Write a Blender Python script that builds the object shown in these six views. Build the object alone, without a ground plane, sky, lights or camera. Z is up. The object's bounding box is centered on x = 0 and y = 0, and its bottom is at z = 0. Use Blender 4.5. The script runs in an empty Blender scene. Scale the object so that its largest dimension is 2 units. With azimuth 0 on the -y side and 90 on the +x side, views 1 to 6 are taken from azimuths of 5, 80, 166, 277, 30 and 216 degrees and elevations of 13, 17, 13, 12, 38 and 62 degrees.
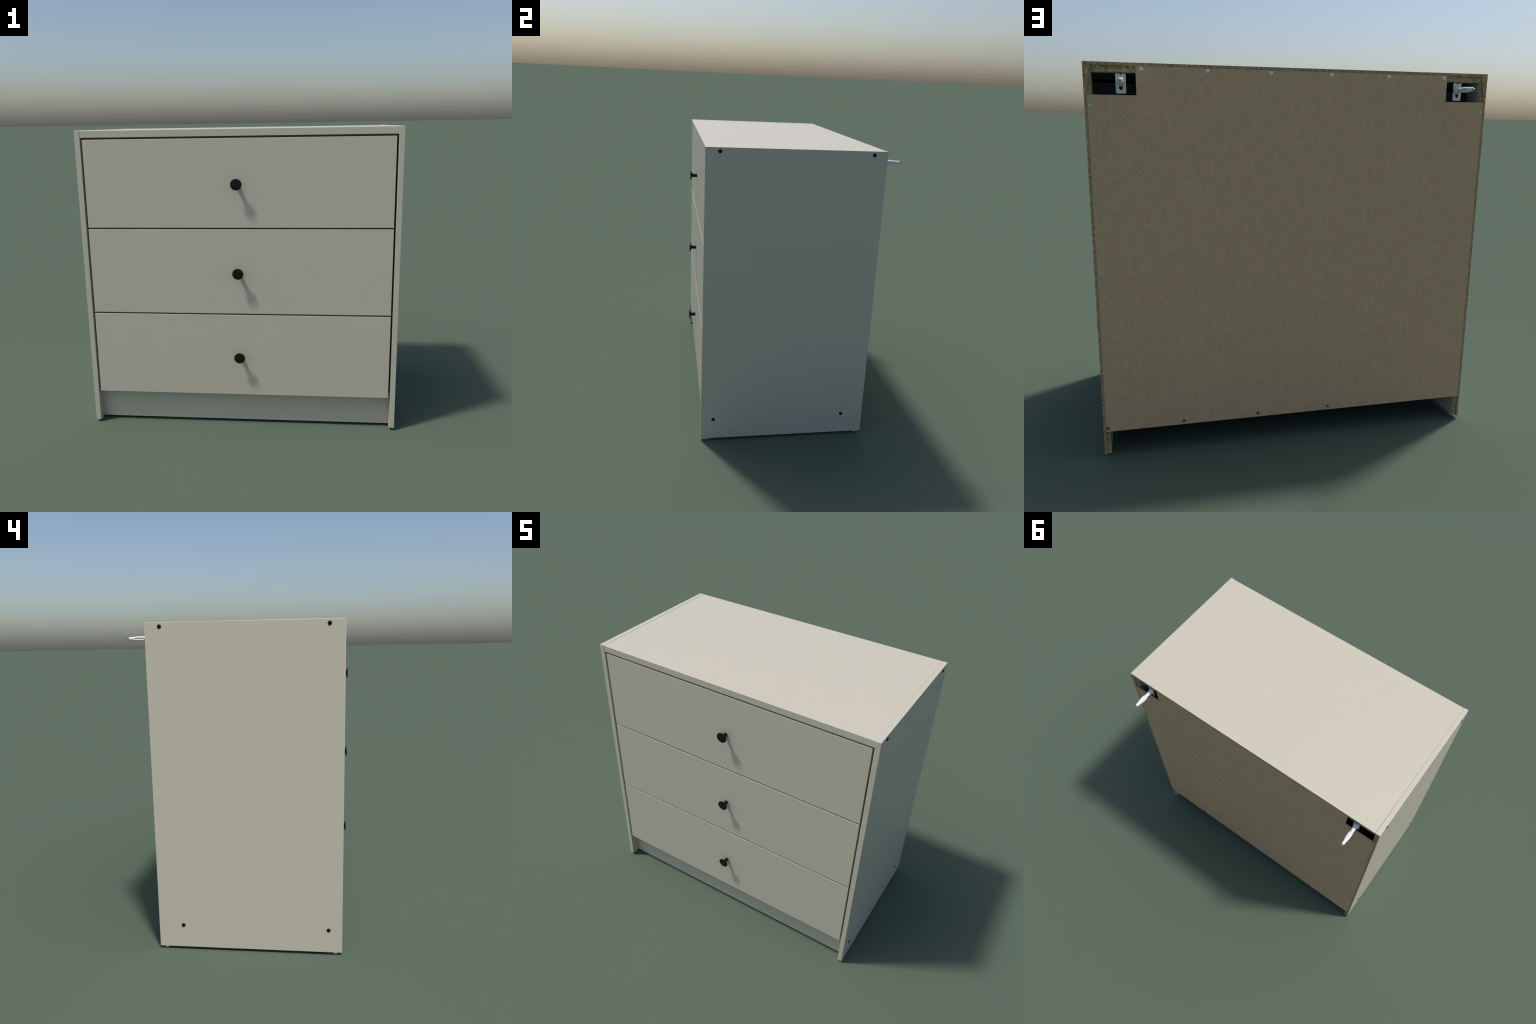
# A three-drawer chest: two side panels, a top panel, a recessed plinth, three
# drawers with round knobs, a nailed hardboard back with two corner notches,
# and behind each notch a wall bracket with a wall plug pointing backwards.
import bpy, bmesh, math
from mathutils import Vector, Matrix

# ------------------------------------------------------------------ sizes
HALF_W = 0.9960            # outer face of the side panels
INNER_W = 0.9630           # inner face of the side panels
FRONT, REAR = -0.6057, 0.4936
BASE, TOP = 0.0146, 1.9370
TOP_FACE, TOP_UNDER = 1.9354, 1.8920
REBATE_Y = 0.4846          # floor of the rebate that takes the back
LIP_X, LIP_Z = 0.9835, 1.9222
NOTCH_X, NOTCH_Z = 0.7680, 1.7943
BACK_FACE, BACK_BOTTOM = 0.4931, 0.1400
DRAWER_FACE = -0.6020
DRAWER_HALF = 0.9512
DRAWER_BOTTOMS = (1.3342, 0.7784, 0.2223)
DRAWER_H = 0.5462
EDGE = 0.0023              # rounding of the board edges


# -------------------------------------------------------------- materials
def new_material(name, rough=0.5, metal=0.0, spec=0.5):
    m = bpy.data.materials.new(name)
    m.use_nodes = True
    nt = m.node_tree
    b = nt.nodes["Principled BSDF"]
    b.inputs["Roughness"].default_value = rough
    b.inputs["Metallic"].default_value = metal
    b.inputs["Specular IOR Level"].default_value = spec
    return m, nt, b


def noise(nt, scale, detail=4.0, rough=0.6, stretch=(1, 1, 1)):
    tc = nt.nodes.new("ShaderNodeTexCoord")
    mp = nt.nodes.new("ShaderNodeMapping")
    mp.inputs["Scale"].default_value = stretch
    n = nt.nodes.new("ShaderNodeTexNoise")
    n.inputs["Scale"].default_value = scale
    n.inputs["Detail"].default_value = detail
    n.inputs["Roughness"].default_value = rough
    nt.links.new(tc.outputs["Object"], mp.inputs["Vector"])
    nt.links.new(mp.outputs["Vector"], n.inputs["Vector"])
    return n.outputs["Fac"]


def ramp(nt, fac, stops):
    r = nt.nodes.new("ShaderNodeValToRGB")
    e = r.color_ramp.elements
    while len(e) < len(stops):
        e.new(0.5)
    for el, (p, c) in zip(e, stops):
        el.position = p
        el.color = (*c, 1)
    nt.links.new(fac, r.inputs["Fac"])
    return r.outputs["Color"]


def mix(nt, fac, a, b, mode="MIX"):
    n = nt.nodes.new("ShaderNodeMix")
    n.data_type = "RGBA"
    n.blend_type = mode
    if isinstance(fac, float):
        n.inputs["Factor"].default_value = fac
    else:
        nt.links.new(fac, n.inputs["Factor"])
    for sock, v in ((n.inputs[6], a), (n.inputs[7], b)):
        if isinstance(v, tuple):
            sock.default_value = (*v, 1)
        else:
            nt.links.new(v, sock)
    return n.outputs[2]


def bump(nt, bsdf, height, strength, dist):
    n = nt.nodes.new("ShaderNodeBump")
    n.inputs["Strength"].default_value = strength
    n.inputs["Distance"].default_value = dist
    nt.links.new(height, n.inputs["Height"])
    nt.links.new(n.outputs["Normal"], bsdf.inputs["Normal"])


def make_laminate():
    m, nt, b = new_material("white_laminate", 0.42, spec=0.45)
    f = noise(nt, 5.0, 3.0)
    c = ramp(nt, f, [(0.3, (0.550, 0.509, 0.408)), (0.7, (0.554, 0.512, 0.411))])
    nt.links.new(c, b.inputs["Base Color"])
    return m


def make_chipboard():
    m, nt, b = new_material("chipboard_edge", 0.85, spec=0.2)
    coarse = noise(nt, 75.0, 4.0, 0.65, (1, 1, 0.8))
    c1 = ramp(nt, coarse, [(0.34, (0.190, 0.114, 0.045)),
                           (0.46, (0.372, 0.258, 0.132)),
                           (0.57, (0.470, 0.345, 0.195)),
                           (0.70, (0.650, 0.530, 0.375))])
    patches = noise(nt, 28.0, 2.0, 0.5)
    f = ramp(nt, patches, [(0.45, (0, 0, 0)), (0.62, (1, 1, 1))])
    c2 = mix(nt, f, c1, (0.350, 0.220, 0.100))
    c = mix(nt, 0.45, c1, c2)
    nt.links.new(c, b.inputs["Base Color"])
    bump(nt, b, coarse, 0.3, 0.002)
    return m


def make_hardboard():
    m, nt, b = new_material("brown_hardboard", 0.7, spec=0.25)
    fine = noise(nt, 95.0, 5.0, 0.7)
    c1 = ramp(nt, fine, [(0.30, (0.528, 0.355, 0.204)),
                         (0.50, (0.590, 0.402, 0.235)),
                         (0.70, (0.652, 0.450, 0.268))])
    broad = noise(nt, 38.0, 4.0, 0.6, (1, 1, 0.6))
    tint = ramp(nt, broad, [(0.35, (0.95, 0.94, 0.93)), (0.65, (1.04, 1.04, 1.04))])
    c = mix(nt, 1.0, c1, tint, "MULTIPLY")
    nt.links.new(c, b.inputs["Base Color"])
    bump(nt, b, fine, 0.12, 0.001)
    return m


def make_plain(name, col, rough, metal=0.0, spec=0.5, vary=0.06):
    m, nt, b = new_material(name, rough, metal, spec)
    f = noise(nt, 40.0, 3.0)
    lo = tuple(v * (1 - vary) for v in col)
    hi = tuple(min(1, v * (1 + vary)) for v in col)
    nt.links.new(ramp(nt, f, [(0.3, lo), (0.7, hi)]), b.inputs["Base Color"])
    return m


LAMINATE = make_laminate()
CHIPBOARD = make_chipboard()
HARDBOARD = make_hardboard()
BLACK = make_plain("black_paint", (0.0062, 0.0066, 0.0064), 0.45, spec=0.25)
BLACK_HOLE = make_plain("black_socket", (0.004, 0.004, 0.004), 0.8, spec=0.1)
STEEL = make_plain("zinc_steel", (0.52, 0.56, 0.60), 0.28, 1.0, vary=0.03)
NAIL_STEEL = make_plain("nail_steel", (0.50, 0.60, 0.60), 0.16, 1.0, vary=0.03)
PLUG = make_plain("white_plastic", (0.80, 0.80, 0.80), 0.35, vary=0.01)
DARK_BOX = make_plain("near_black_drawer_box", (0.016, 0.018, 0.019), 0.6, vary=0.03)  # near-black colour for the drawer boxes and rear rail, matched to how dark the rear notches look
TIP = make_plain("screw_tip_steel", (0.55, 0.58, 0.64), 0.12, 1.0, vary=0.03)
FOOT = make_plain("pale_plastic", (0.84, 0.88, 1.0), 0.35, vary=0.02)


# ---------------------------------------------------------------- helpers
def link(name, mesh, parent):
    o = bpy.data.objects.new(name, mesh)
    bpy.context.scene.collection.objects.link(o)
    o.parent = parent
    return o


def box_bm(lo, hi, r=0.0, seg=3, sharp_rear=False):
    bm = bmesh.new()
    bmesh.ops.create_cube(bm, size=1.0)
    lo, hi = Vector(lo), Vector(hi)
    for v in bm.verts:
        v.co = Vector([lo[i] if v.co[i] < 0 else hi[i] for i in range(3)])
    if r > 0:
        edges = [e for e in bm.edges
                 if not (sharp_rear and all(v.co.y > hi.y - 1e-6 for v in e.verts))]
        bmesh.ops.bevel(bm, geom=edges, offset=r, segments=seg,
                        profile=0.5, affect="EDGES")
    smooth_round_parts(bm)
    return bm


def smooth_round_parts(bm):
    bm.normal_update()
    for f in bm.faces:
        f.smooth = max(abs(c) for c in f.normal) < 0.999


def prism_bm(outline, lo, hi):
    """Outline given as (x, z) points, extruded along y."""
    bm = bmesh.new()
    a = [bm.verts.new((x, lo, zz)) for x, zz in outline]
    b = [bm.verts.new((x, hi, zz)) for x, zz in outline]
    bm.faces.new(a)
    bm.faces.new(list(reversed(b)))
    n = len(a)
    for i in range(n):
        bm.faces.new((a[i], b[i], b[(i + 1) % n], a[(i + 1) % n]))
    bmesh.ops.recalc_face_normals(bm, faces=bm.faces[:])
    return bm


def to_mesh(bm, name, *mats):
    me = bpy.data.meshes.new(name)
    bm.to_mesh(me)
    bm.free()
    for m in mats:
        me.materials.append(m)
    return me


def merge(*bms):
    out = bmesh.new()
    for b in bms:
        me = bpy.data.meshes.new("tmp")
        b.to_mesh(me)
        b.free()
        out.from_mesh(me)
        bpy.data.meshes.remove(me)
    return out


def cut(mesh, *cutters):
    """Boolean difference, applied; helper objects are removed."""
    o = bpy.data.objects.new("work", mesh)
    bpy.context.scene.collection.objects.link(o)
    helpers = []
    for c in cutters:
        h = bpy.data.objects.new("cutter", to_mesh(c, "cutter"))
        bpy.context.scene.collection.objects.link(h)
        md = o.modifiers.new("cut", "BOOLEAN")
        md.operation = "DIFFERENCE"
        md.solver = "EXACT"
        md.object = h
        helpers.append(h)
    dg = bpy.context.evaluated_depsgraph_get()
    res = bpy.data.meshes.new_from_object(o.evaluated_get(dg))
    name = mesh.name
    for h in helpers + [o]:
        d = h.data
        bpy.data.objects.remove(h)
        bpy.data.meshes.remove(d)
    res.name = name
    return res


def lathe_bm(profile, seg=40, angle=45):
    """Profile of (radius, height) turned about local z."""
    bm = bmesh.new()
    rings = []
    for r, h in profile:
        if r < 1e-6:
            rings.append([bm.verts.new((0, 0, h))])
        else:
            rings.append([bm.verts.new((r * math.cos(2 * math.pi * i / seg),
                                        r * math.sin(2 * math.pi * i / seg), h))
                          for i in range(seg)])
    for a, b in zip(rings, rings[1:]):
        for i in range(seg):
            j = (i + 1) % seg
            if len(a) == 1 and len(b) == 1:
                continue
            if len(a) == 1:
                bm.faces.new((a[0], b[i], b[j]))
            elif len(b) == 1:
                bm.faces.new((a[i], a[j], b[0]))
            else:
                bm.faces.new((a[i], a[j], b[j], b[i]))
    bmesh.ops.recalc_face_normals(bm, faces=bm.faces[:])
    for f in bm.faces:
        f.smooth = True
    lim = math.radians(angle)
    for e in bm.edges:
        if len(e.link_faces) == 2 and e.calc_face_angle(0) > lim:
            e.smooth = False
    return bm


def material_by_face(mesh, rule):
    for p in mesh.polygons:
        p.material_index = rule(p.normal, p.center)


# ------------------------------------------------------------------ thing
chest = bpy.data.objects.new("chest_of_drawers", None)
bpy.context.scene.collection.objects.link(chest)
chest["label"] = "plain white chest with three drawers and small black round knobs"
chest["category"] = "dresser"


# ------------------------------------------------------------- side panels
def side_panel(sign):
    xs = sorted((sign * INNER_W, sign * HALF_W))
    body = to_mesh(box_bm((xs[0], FRONT, BASE), (xs[1], REAR, TOP), EDGE),
                   "side_panel", LAMINATE, CHIPBOARD)
    # rebate for the back; above the notch its edge runs out in a slant
    reb = [(INNER_W - 0.02, 0.0), (LIP_X, 0.0), (LIP_X, NOTCH_Z),
           (INNER_W, LIP_Z), (INNER_W - 0.02, LIP_Z)]
    me = cut(body, prism_bm([(sign * x, zz) for x, zz in reb], REBATE_Y, REAR + 0.05))

    def rule(n, c):
        rear = c.y > REBATE_Y - 0.0005
        return 1 if rear and n.z < 0.1 and n.x * sign < 0.8 else 0
    material_by_face(me, rule)
    o = link("side_panel", me, chest)
    return o


side_panel(-1)
side_panel(1)


# --------------------------------------------------------------- top panel
def top_panel():
    body = to_mesh(box_bm((-INNER_W, FRONT + 0.0022, TOP_UNDER),
                          (INNER_W, REAR - 0.0008, TOP_FACE), 0.0018, 3, True),
                   "top_panel", LAMINATE, CHIPBOARD)
    me = cut(body, box_bm((-1.2, REBATE_Y, 1.80), (1.2, REAR + 0.05, LIP_Z)))

    def rule(n, c):
        return 1 if c.y > REBATE_Y - 0.0005 and (n.y > 0.3 or n.z < -0.3) else 0
    material_by_face(me, rule)
    link("top_panel", me, chest)


top_panel()


# ------------------------------------------------------------------ plinth
link("plinth", to_mesh(box_bm((-INNER_W, -0.5434, BASE), (INNER_W, -0.5110, 0.262), 0.0015),
                       "plinth", LAMINATE), chest)


# ------------------------------------------------------------------- knobs
def knob_mesh():
    # along local z, 0 at the drawer face, growing outwards
    d = -DRAWER_FACE
    tip = 0.6505 - d
    p = [(0.0, -0.004), (0.0128, -0.004), (0.0128, 0.0300)]
    for i in range(1, 7):                      # hollow flare under the disc
        t = i / 6
        p.append((0.0128 + 0.0197 * t ** 1.7, 0.0300 + (tip - 0.0056 - 0.0300) * t ** 0.75))
    p += [(0.0341, tip - 0.0046), (0.0349, tip - 0.0030), (0.0348, tip - 0.0012),
          (0.0338, tip - 0.0002), (0.0325, tip), (0.0, tip)]
    bm = lathe_bm(p, 40, 50)
    bmesh.ops.rotate(bm, verts=bm.verts[:], cent=(0, 0, 0),
                     matrix=Matrix.Rotation(math.radians(90), 3, "X"))
    return to_mesh(bm, "knob", BLACK)


KNOB = knob_mesh()


# ----------------------------------------------------------------- drawers
def drawer(bottom):
    top = bottom + DRAWER_H
    thick = 0.034
    front = to_mesh(box_bm((-DRAWER_HALF, DRAWER_FACE, bottom),
                           (DRAWER_HALF, DRAWER_FACE + thick, top), 0.0013, 2),
                    "drawer", LAMINATE)
    d = link("drawer", front, chest)
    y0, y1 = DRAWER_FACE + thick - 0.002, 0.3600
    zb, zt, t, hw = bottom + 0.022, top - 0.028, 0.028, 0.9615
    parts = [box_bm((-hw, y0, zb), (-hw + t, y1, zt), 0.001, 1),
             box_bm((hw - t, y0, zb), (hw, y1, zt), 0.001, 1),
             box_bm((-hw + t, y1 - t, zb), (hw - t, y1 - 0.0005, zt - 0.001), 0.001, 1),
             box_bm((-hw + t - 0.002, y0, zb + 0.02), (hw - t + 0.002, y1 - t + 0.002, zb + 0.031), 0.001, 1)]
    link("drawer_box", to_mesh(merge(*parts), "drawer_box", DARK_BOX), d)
    k = link("knob", KNOB, d)
    k.location = (0, DRAWER_FACE, bottom + 0.2713)


for b in DRAWER_BOTTOMS:
    drawer(b)

# rails that tie the side panels together behind the gaps between the drawers
for b in DRAWER_BOTTOMS:
    mid = b + DRAWER_H + 0.0047
    hi = min(mid + 0.016, TOP_UNDER - 0.0004)
    link("cross_rail", to_mesh(box_bm((-INNER_W, DRAWER_FACE + 0.072, mid - 0.016),
                                      (INNER_W, DRAWER_FACE + 0.107, hi), 0.001, 1),
                               "cross_rail", LAMINATE), chest)
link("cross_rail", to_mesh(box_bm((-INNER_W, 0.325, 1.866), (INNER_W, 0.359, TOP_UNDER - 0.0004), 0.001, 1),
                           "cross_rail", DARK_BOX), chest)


# -------------------------------------------------------------------- back
def back_panel():
    x, n, g = LIP_X - 0.0006, NOTCH_X, INNER_W
    zt = LIP_Z - 0.0006
    outline = [(-x, BACK_BOTTOM), (x, BACK_BOTTOM), (x, NOTCH_Z), (n, NOTCH_Z), (n, zt),
               (-n, zt), (-n, NOTCH_Z), (-x, NOTCH_Z)]
    me = to_mesh(prism_bm(outline, REBATE_Y + 0.0004, BACK_FACE), "back_panel", HARDBOARD)
    return link("back_panel", me, chest)


BACK = back_panel()


def nail_mesh():
    bm = lathe_bm([(0.0, -0.008), (0.003, -0.008), (0.003, -0.0002), (0.0090, -0.0002),
                   (0.0090, 0.0005), (0.0088, 0.0007), (0.0, 0.0007)], 20, 40)
    bmesh.ops.rotate(bm, verts=bm.verts[:], cent=(0, 0, 0),
                     matrix=Matrix.Rotation(math.radians(-90), 3, "X"))
    return to_mesh(bm, "nail", NAIL_STEEL)


NAIL = nail_mesh()
spots = [(0.7465 - 0.29858 * i - 0.0045, 1.9098) for i in range(6)]
spots += [(s * 0.9735, 0.1592 + 0.3971 * i) for s in (1, -1) for i in range(5)]
spots += [(0.5910 - 0.3909 * i, 0.1594) for i in range(4)]
for x, zz in spots:
    o = link("nail", NAIL, BACK)
    o.location = (x, BACK_FACE, zz)


# ------------------------------------------- screws in the sides, and feet
def screw_mesh():
    bm = lathe_bm([(0.0, -0.006), (0.0108, -0.006), (0.0116, 0.0), (0.0116, 0.0016),
                   (0.0108, 0.0030), (0.0095, 0.0038), (0.0062, 0.0040)], 32, 40)
    # hexagonal socket
    hexa = []
    ring = [v for v in bm.verts if abs(v.co.z - 0.0040) < 1e-6]
    ring.sort(key=lambda v: math.atan2(v.co.y, v.co.x))
    n = len(ring)
    for lvl in (0.0040, 0.0006):
        hexa.append([])
        for i in range(n):
            a = math.atan2(ring[i].co.y, ring[i].co.x)
            k = (a + math.pi / 6) % (math.pi / 3) - math.pi / 6
            r = 0.0043 / math.cos(k)
            hexa[-1].append(bm.verts.new((r * math.cos(a), r * math.sin(a), lvl)))
    for i in range(n):
        j = (i + 1) % n
        bm.faces.new((ring[i], ring[j], hexa[0][j], hexa[0][i]))
        f = bm.faces.new((hexa[0][i], hexa[0][j], hexa[1][j], hexa[1][i]))
        f.material_index = 1
    f = bm.faces.new(hexa[1])
    f.material_index = 1
    bmesh.ops.recalc_face_normals(bm, faces=bm.faces[:])
    return to_mesh(bm, "screw", BLACK, BLACK_HOLE)


SCREW = screw_mesh()
for s in (-1, 1):
    for y, zz in ((-0.5197, 1.9136), (0.4083, 1.9136), (-0.5253, 0.1561), (0.3443, 0.1561)):
        o = link("screw", SCREW, chest)
        o.location = (s * HALF_W, y, zz)
        o.rotation_euler = (0, s * math.radians(90), 0)

foot_profile = [(0.0, 0.0200), (0.0142, 0.0200), (0.0142, 0.0125)]
for i in range(1, 8):
    a = math.radians(90 * i / 7)
    foot_profile.append((0.0142 * math.cos(a) ** 0.7 if i < 7 else 0.0, 0.0125 * (1 - math.sin(a))))
FOOT_ME = to_mesh(lathe_bm(foot_profile, 32, 60), "foot", FOOT)
for s in (-1, 1):
    for y in (-0.5658, 0.4556):
        o = link("foot", FOOT_ME, chest)
        o.location = (s * 0.9770, y, 0.0)


# ---------------------------------------------------- brackets and plugs
AXIS_X, AXIS_Z = 0.8345, 1.8525
PLATE_Y = 0.4815


def bracket_mesh():
    """L bracket in local coordinates: x = 0, z = 0 on the plug's axis."""
    w, zt, zb, c = 0.0226, 0.0352, -0.0515, 0.0075
    out = [(-w, zt), (-0.0052, zt), (0.0, zt - 0.0112), (0.0052, zt), (w, zt)]
    out += [(w, zb + c)]
    for i in range(1, 5):
        a = math.radians(90 * i / 5)
        out.append((w - c + c * math.cos(a), zb + c - c * math.sin(a)))
    out += [(w - c, zb), (-w + c, zb)]
    for i in range(1, 5):
        a = math.radians(90 * i / 5)
        out.append((-w + c - c * math.sin(a), zb + c - c * math.cos(a)))
    out += [(-w, zb + c)]
    y0, y1 = PLATE_Y - 0.0050, PLATE_Y
    plate = to_mesh(prism_bm(out, y0, y1), "wall_bracket", STEEL)
    slot = [(0.0083, 0.012)]
    for i in range(0, 11):
        a = math.radians(180 * i / 10)
        slot.append((0.0083 * math.cos(a), -0.0277 - 0.0083 * math.sin(a)))
    slot += [(-0.0083, 0.012)]
    me = cut(plate, prism_bm(slot, y0 - 0.02, y1 + 0.02))
    bm = bmesh.new()
    bm.from_mesh(me)
    leg = box_bm((-w, y0 - 0.055, zt - 0.0040), (w, y0 + 0.0003, zt + 0.0002), 0.0008, 2)
    vee = prism_bm([(-0.0062, zt + 0.01), (-0.0062, zt - 0.0112), (0.0062, zt - 0.0112), (0.0062, zt + 0.01)],
                   y0 - 0.030, y0 + 0.010)
    tmp = cut(to_mesh(leg, "leg"), vee)
    bm.from_mesh(tmp)
    bpy.data.meshes.remove(tmp)
    bpy.data.meshes.remove(me)
    return to_mesh(bm, "wall_bracket", STEEL)


def plug_mesh():
    y = lambda v: v - PLATE_Y
    body = lathe_bm([(0.0, 0.0003), (0.0195, 0.0003), (0.0205, 0.0020), (0.0193, 0.0060),
                     (0.0160, 0.0140), (0.0134, 0.0230), (0.0121, 0.0340), (0.0117, 0.0520),
                     (0.0113, 0.1050), (0.0104, 0.1270), (0.0106, 0.1320), (0.0104, 0.1440),
                     (0.0094, 0.1495), (0.0076, y(0.6345)), (0.0, y(0.6345))], 32, 40)
    fins = []
    for i in range(4):
        # barb: swells outwards, flat back, long slope towards the tip
        prof = [(0.006, 0.0620), (0.0142, 0.0620), (0.0149, 0.0645), (0.0148, 0.0930),
                (0.0143, 0.1020), (0.0130, 0.1120), (0.0112, 0.1240), (0.006, 0.1240)]
        fb = bmesh.new()
        h = 0.0050
        a = [fb.verts.new((r, -h, s)) for r, s in prof]
        b = [fb.verts.new((r, h, s)) for r, s in prof]
        fb.faces.new(a)
        fb.faces.new(list(reversed(b)))
        n = len(a)
        for j in range(n):
            fb.faces.new((a[j], b[j], b[(j + 1) % n], a[(j + 1) % n]))
        bmesh.ops.recalc_face_normals(fb, faces=fb.faces[:])
        bmesh.ops.bevel(fb, geom=fb.edges[:], offset=0.0009, segments=2, affect="EDGES", profile=0.5)
        bmesh.ops.rotate(fb, verts=fb.verts[:], cent=(0, 0, 0),
                         matrix=Matrix.Rotation(math.radians(45 + 90 * i), 3, "Z"))
        fins.append(fb)
    me = to_mesh(body, "wall_plug", PLUG)
    slits = [box_bm((-0.05, -0.0008, 0.050), (0.05, 0.0008, 0.1165)),
             box_bm((-0.0008, -0.05, 0.050), (0.0008, 0.05, 0.1165))]
    me = cut(me, *slits)
    bm = bmesh.new()
    bm.from_mesh(me)
    core = lathe_bm([(0.0, 0.048), (0.0068, 0.048), (0.0068, 0.119), (0.0, 0.119)], 16)
    tip = lathe_bm([(0.0, y(0.6335)), (0.0064, y(0.6335)), (0.0060, y(0.6385)),
                    (0.0035, y(0.6450)), (0.0008, y(0.6503)), (0.0, y(0.6505))], 24, 50)
    for f in tip.faces:
        f.material_index = 1
    for f in core.faces:
        f.material_index = 2
    for part in fins + [core, tip]:
        t = to_mesh(part, "t")
        bm.from_mesh(t)
        bpy.data.meshes.remove(t)
    bmesh.ops.rotate(bm, verts=bm.verts[:], cent=(0, 0, 0),
                     matrix=Matrix.Rotation(math.radians(-90), 3, "X"))
    bmesh.ops.translate(bm, verts=bm.verts[:], vec=(0, PLATE_Y, 0))
    bpy.data.meshes.remove(me)
    return to_mesh(bm, "wall_plug", PLUG, TIP, BLACK_HOLE)


BRACKET, PLUG_ME = bracket_mesh(), plug_mesh()
for s in (-1, 1):
    br = link("wall_bracket", BRACKET, chest)
    br.location = (s * AXIS_X, 0, AXIS_Z)
    link("wall_plug", PLUG_ME, br)
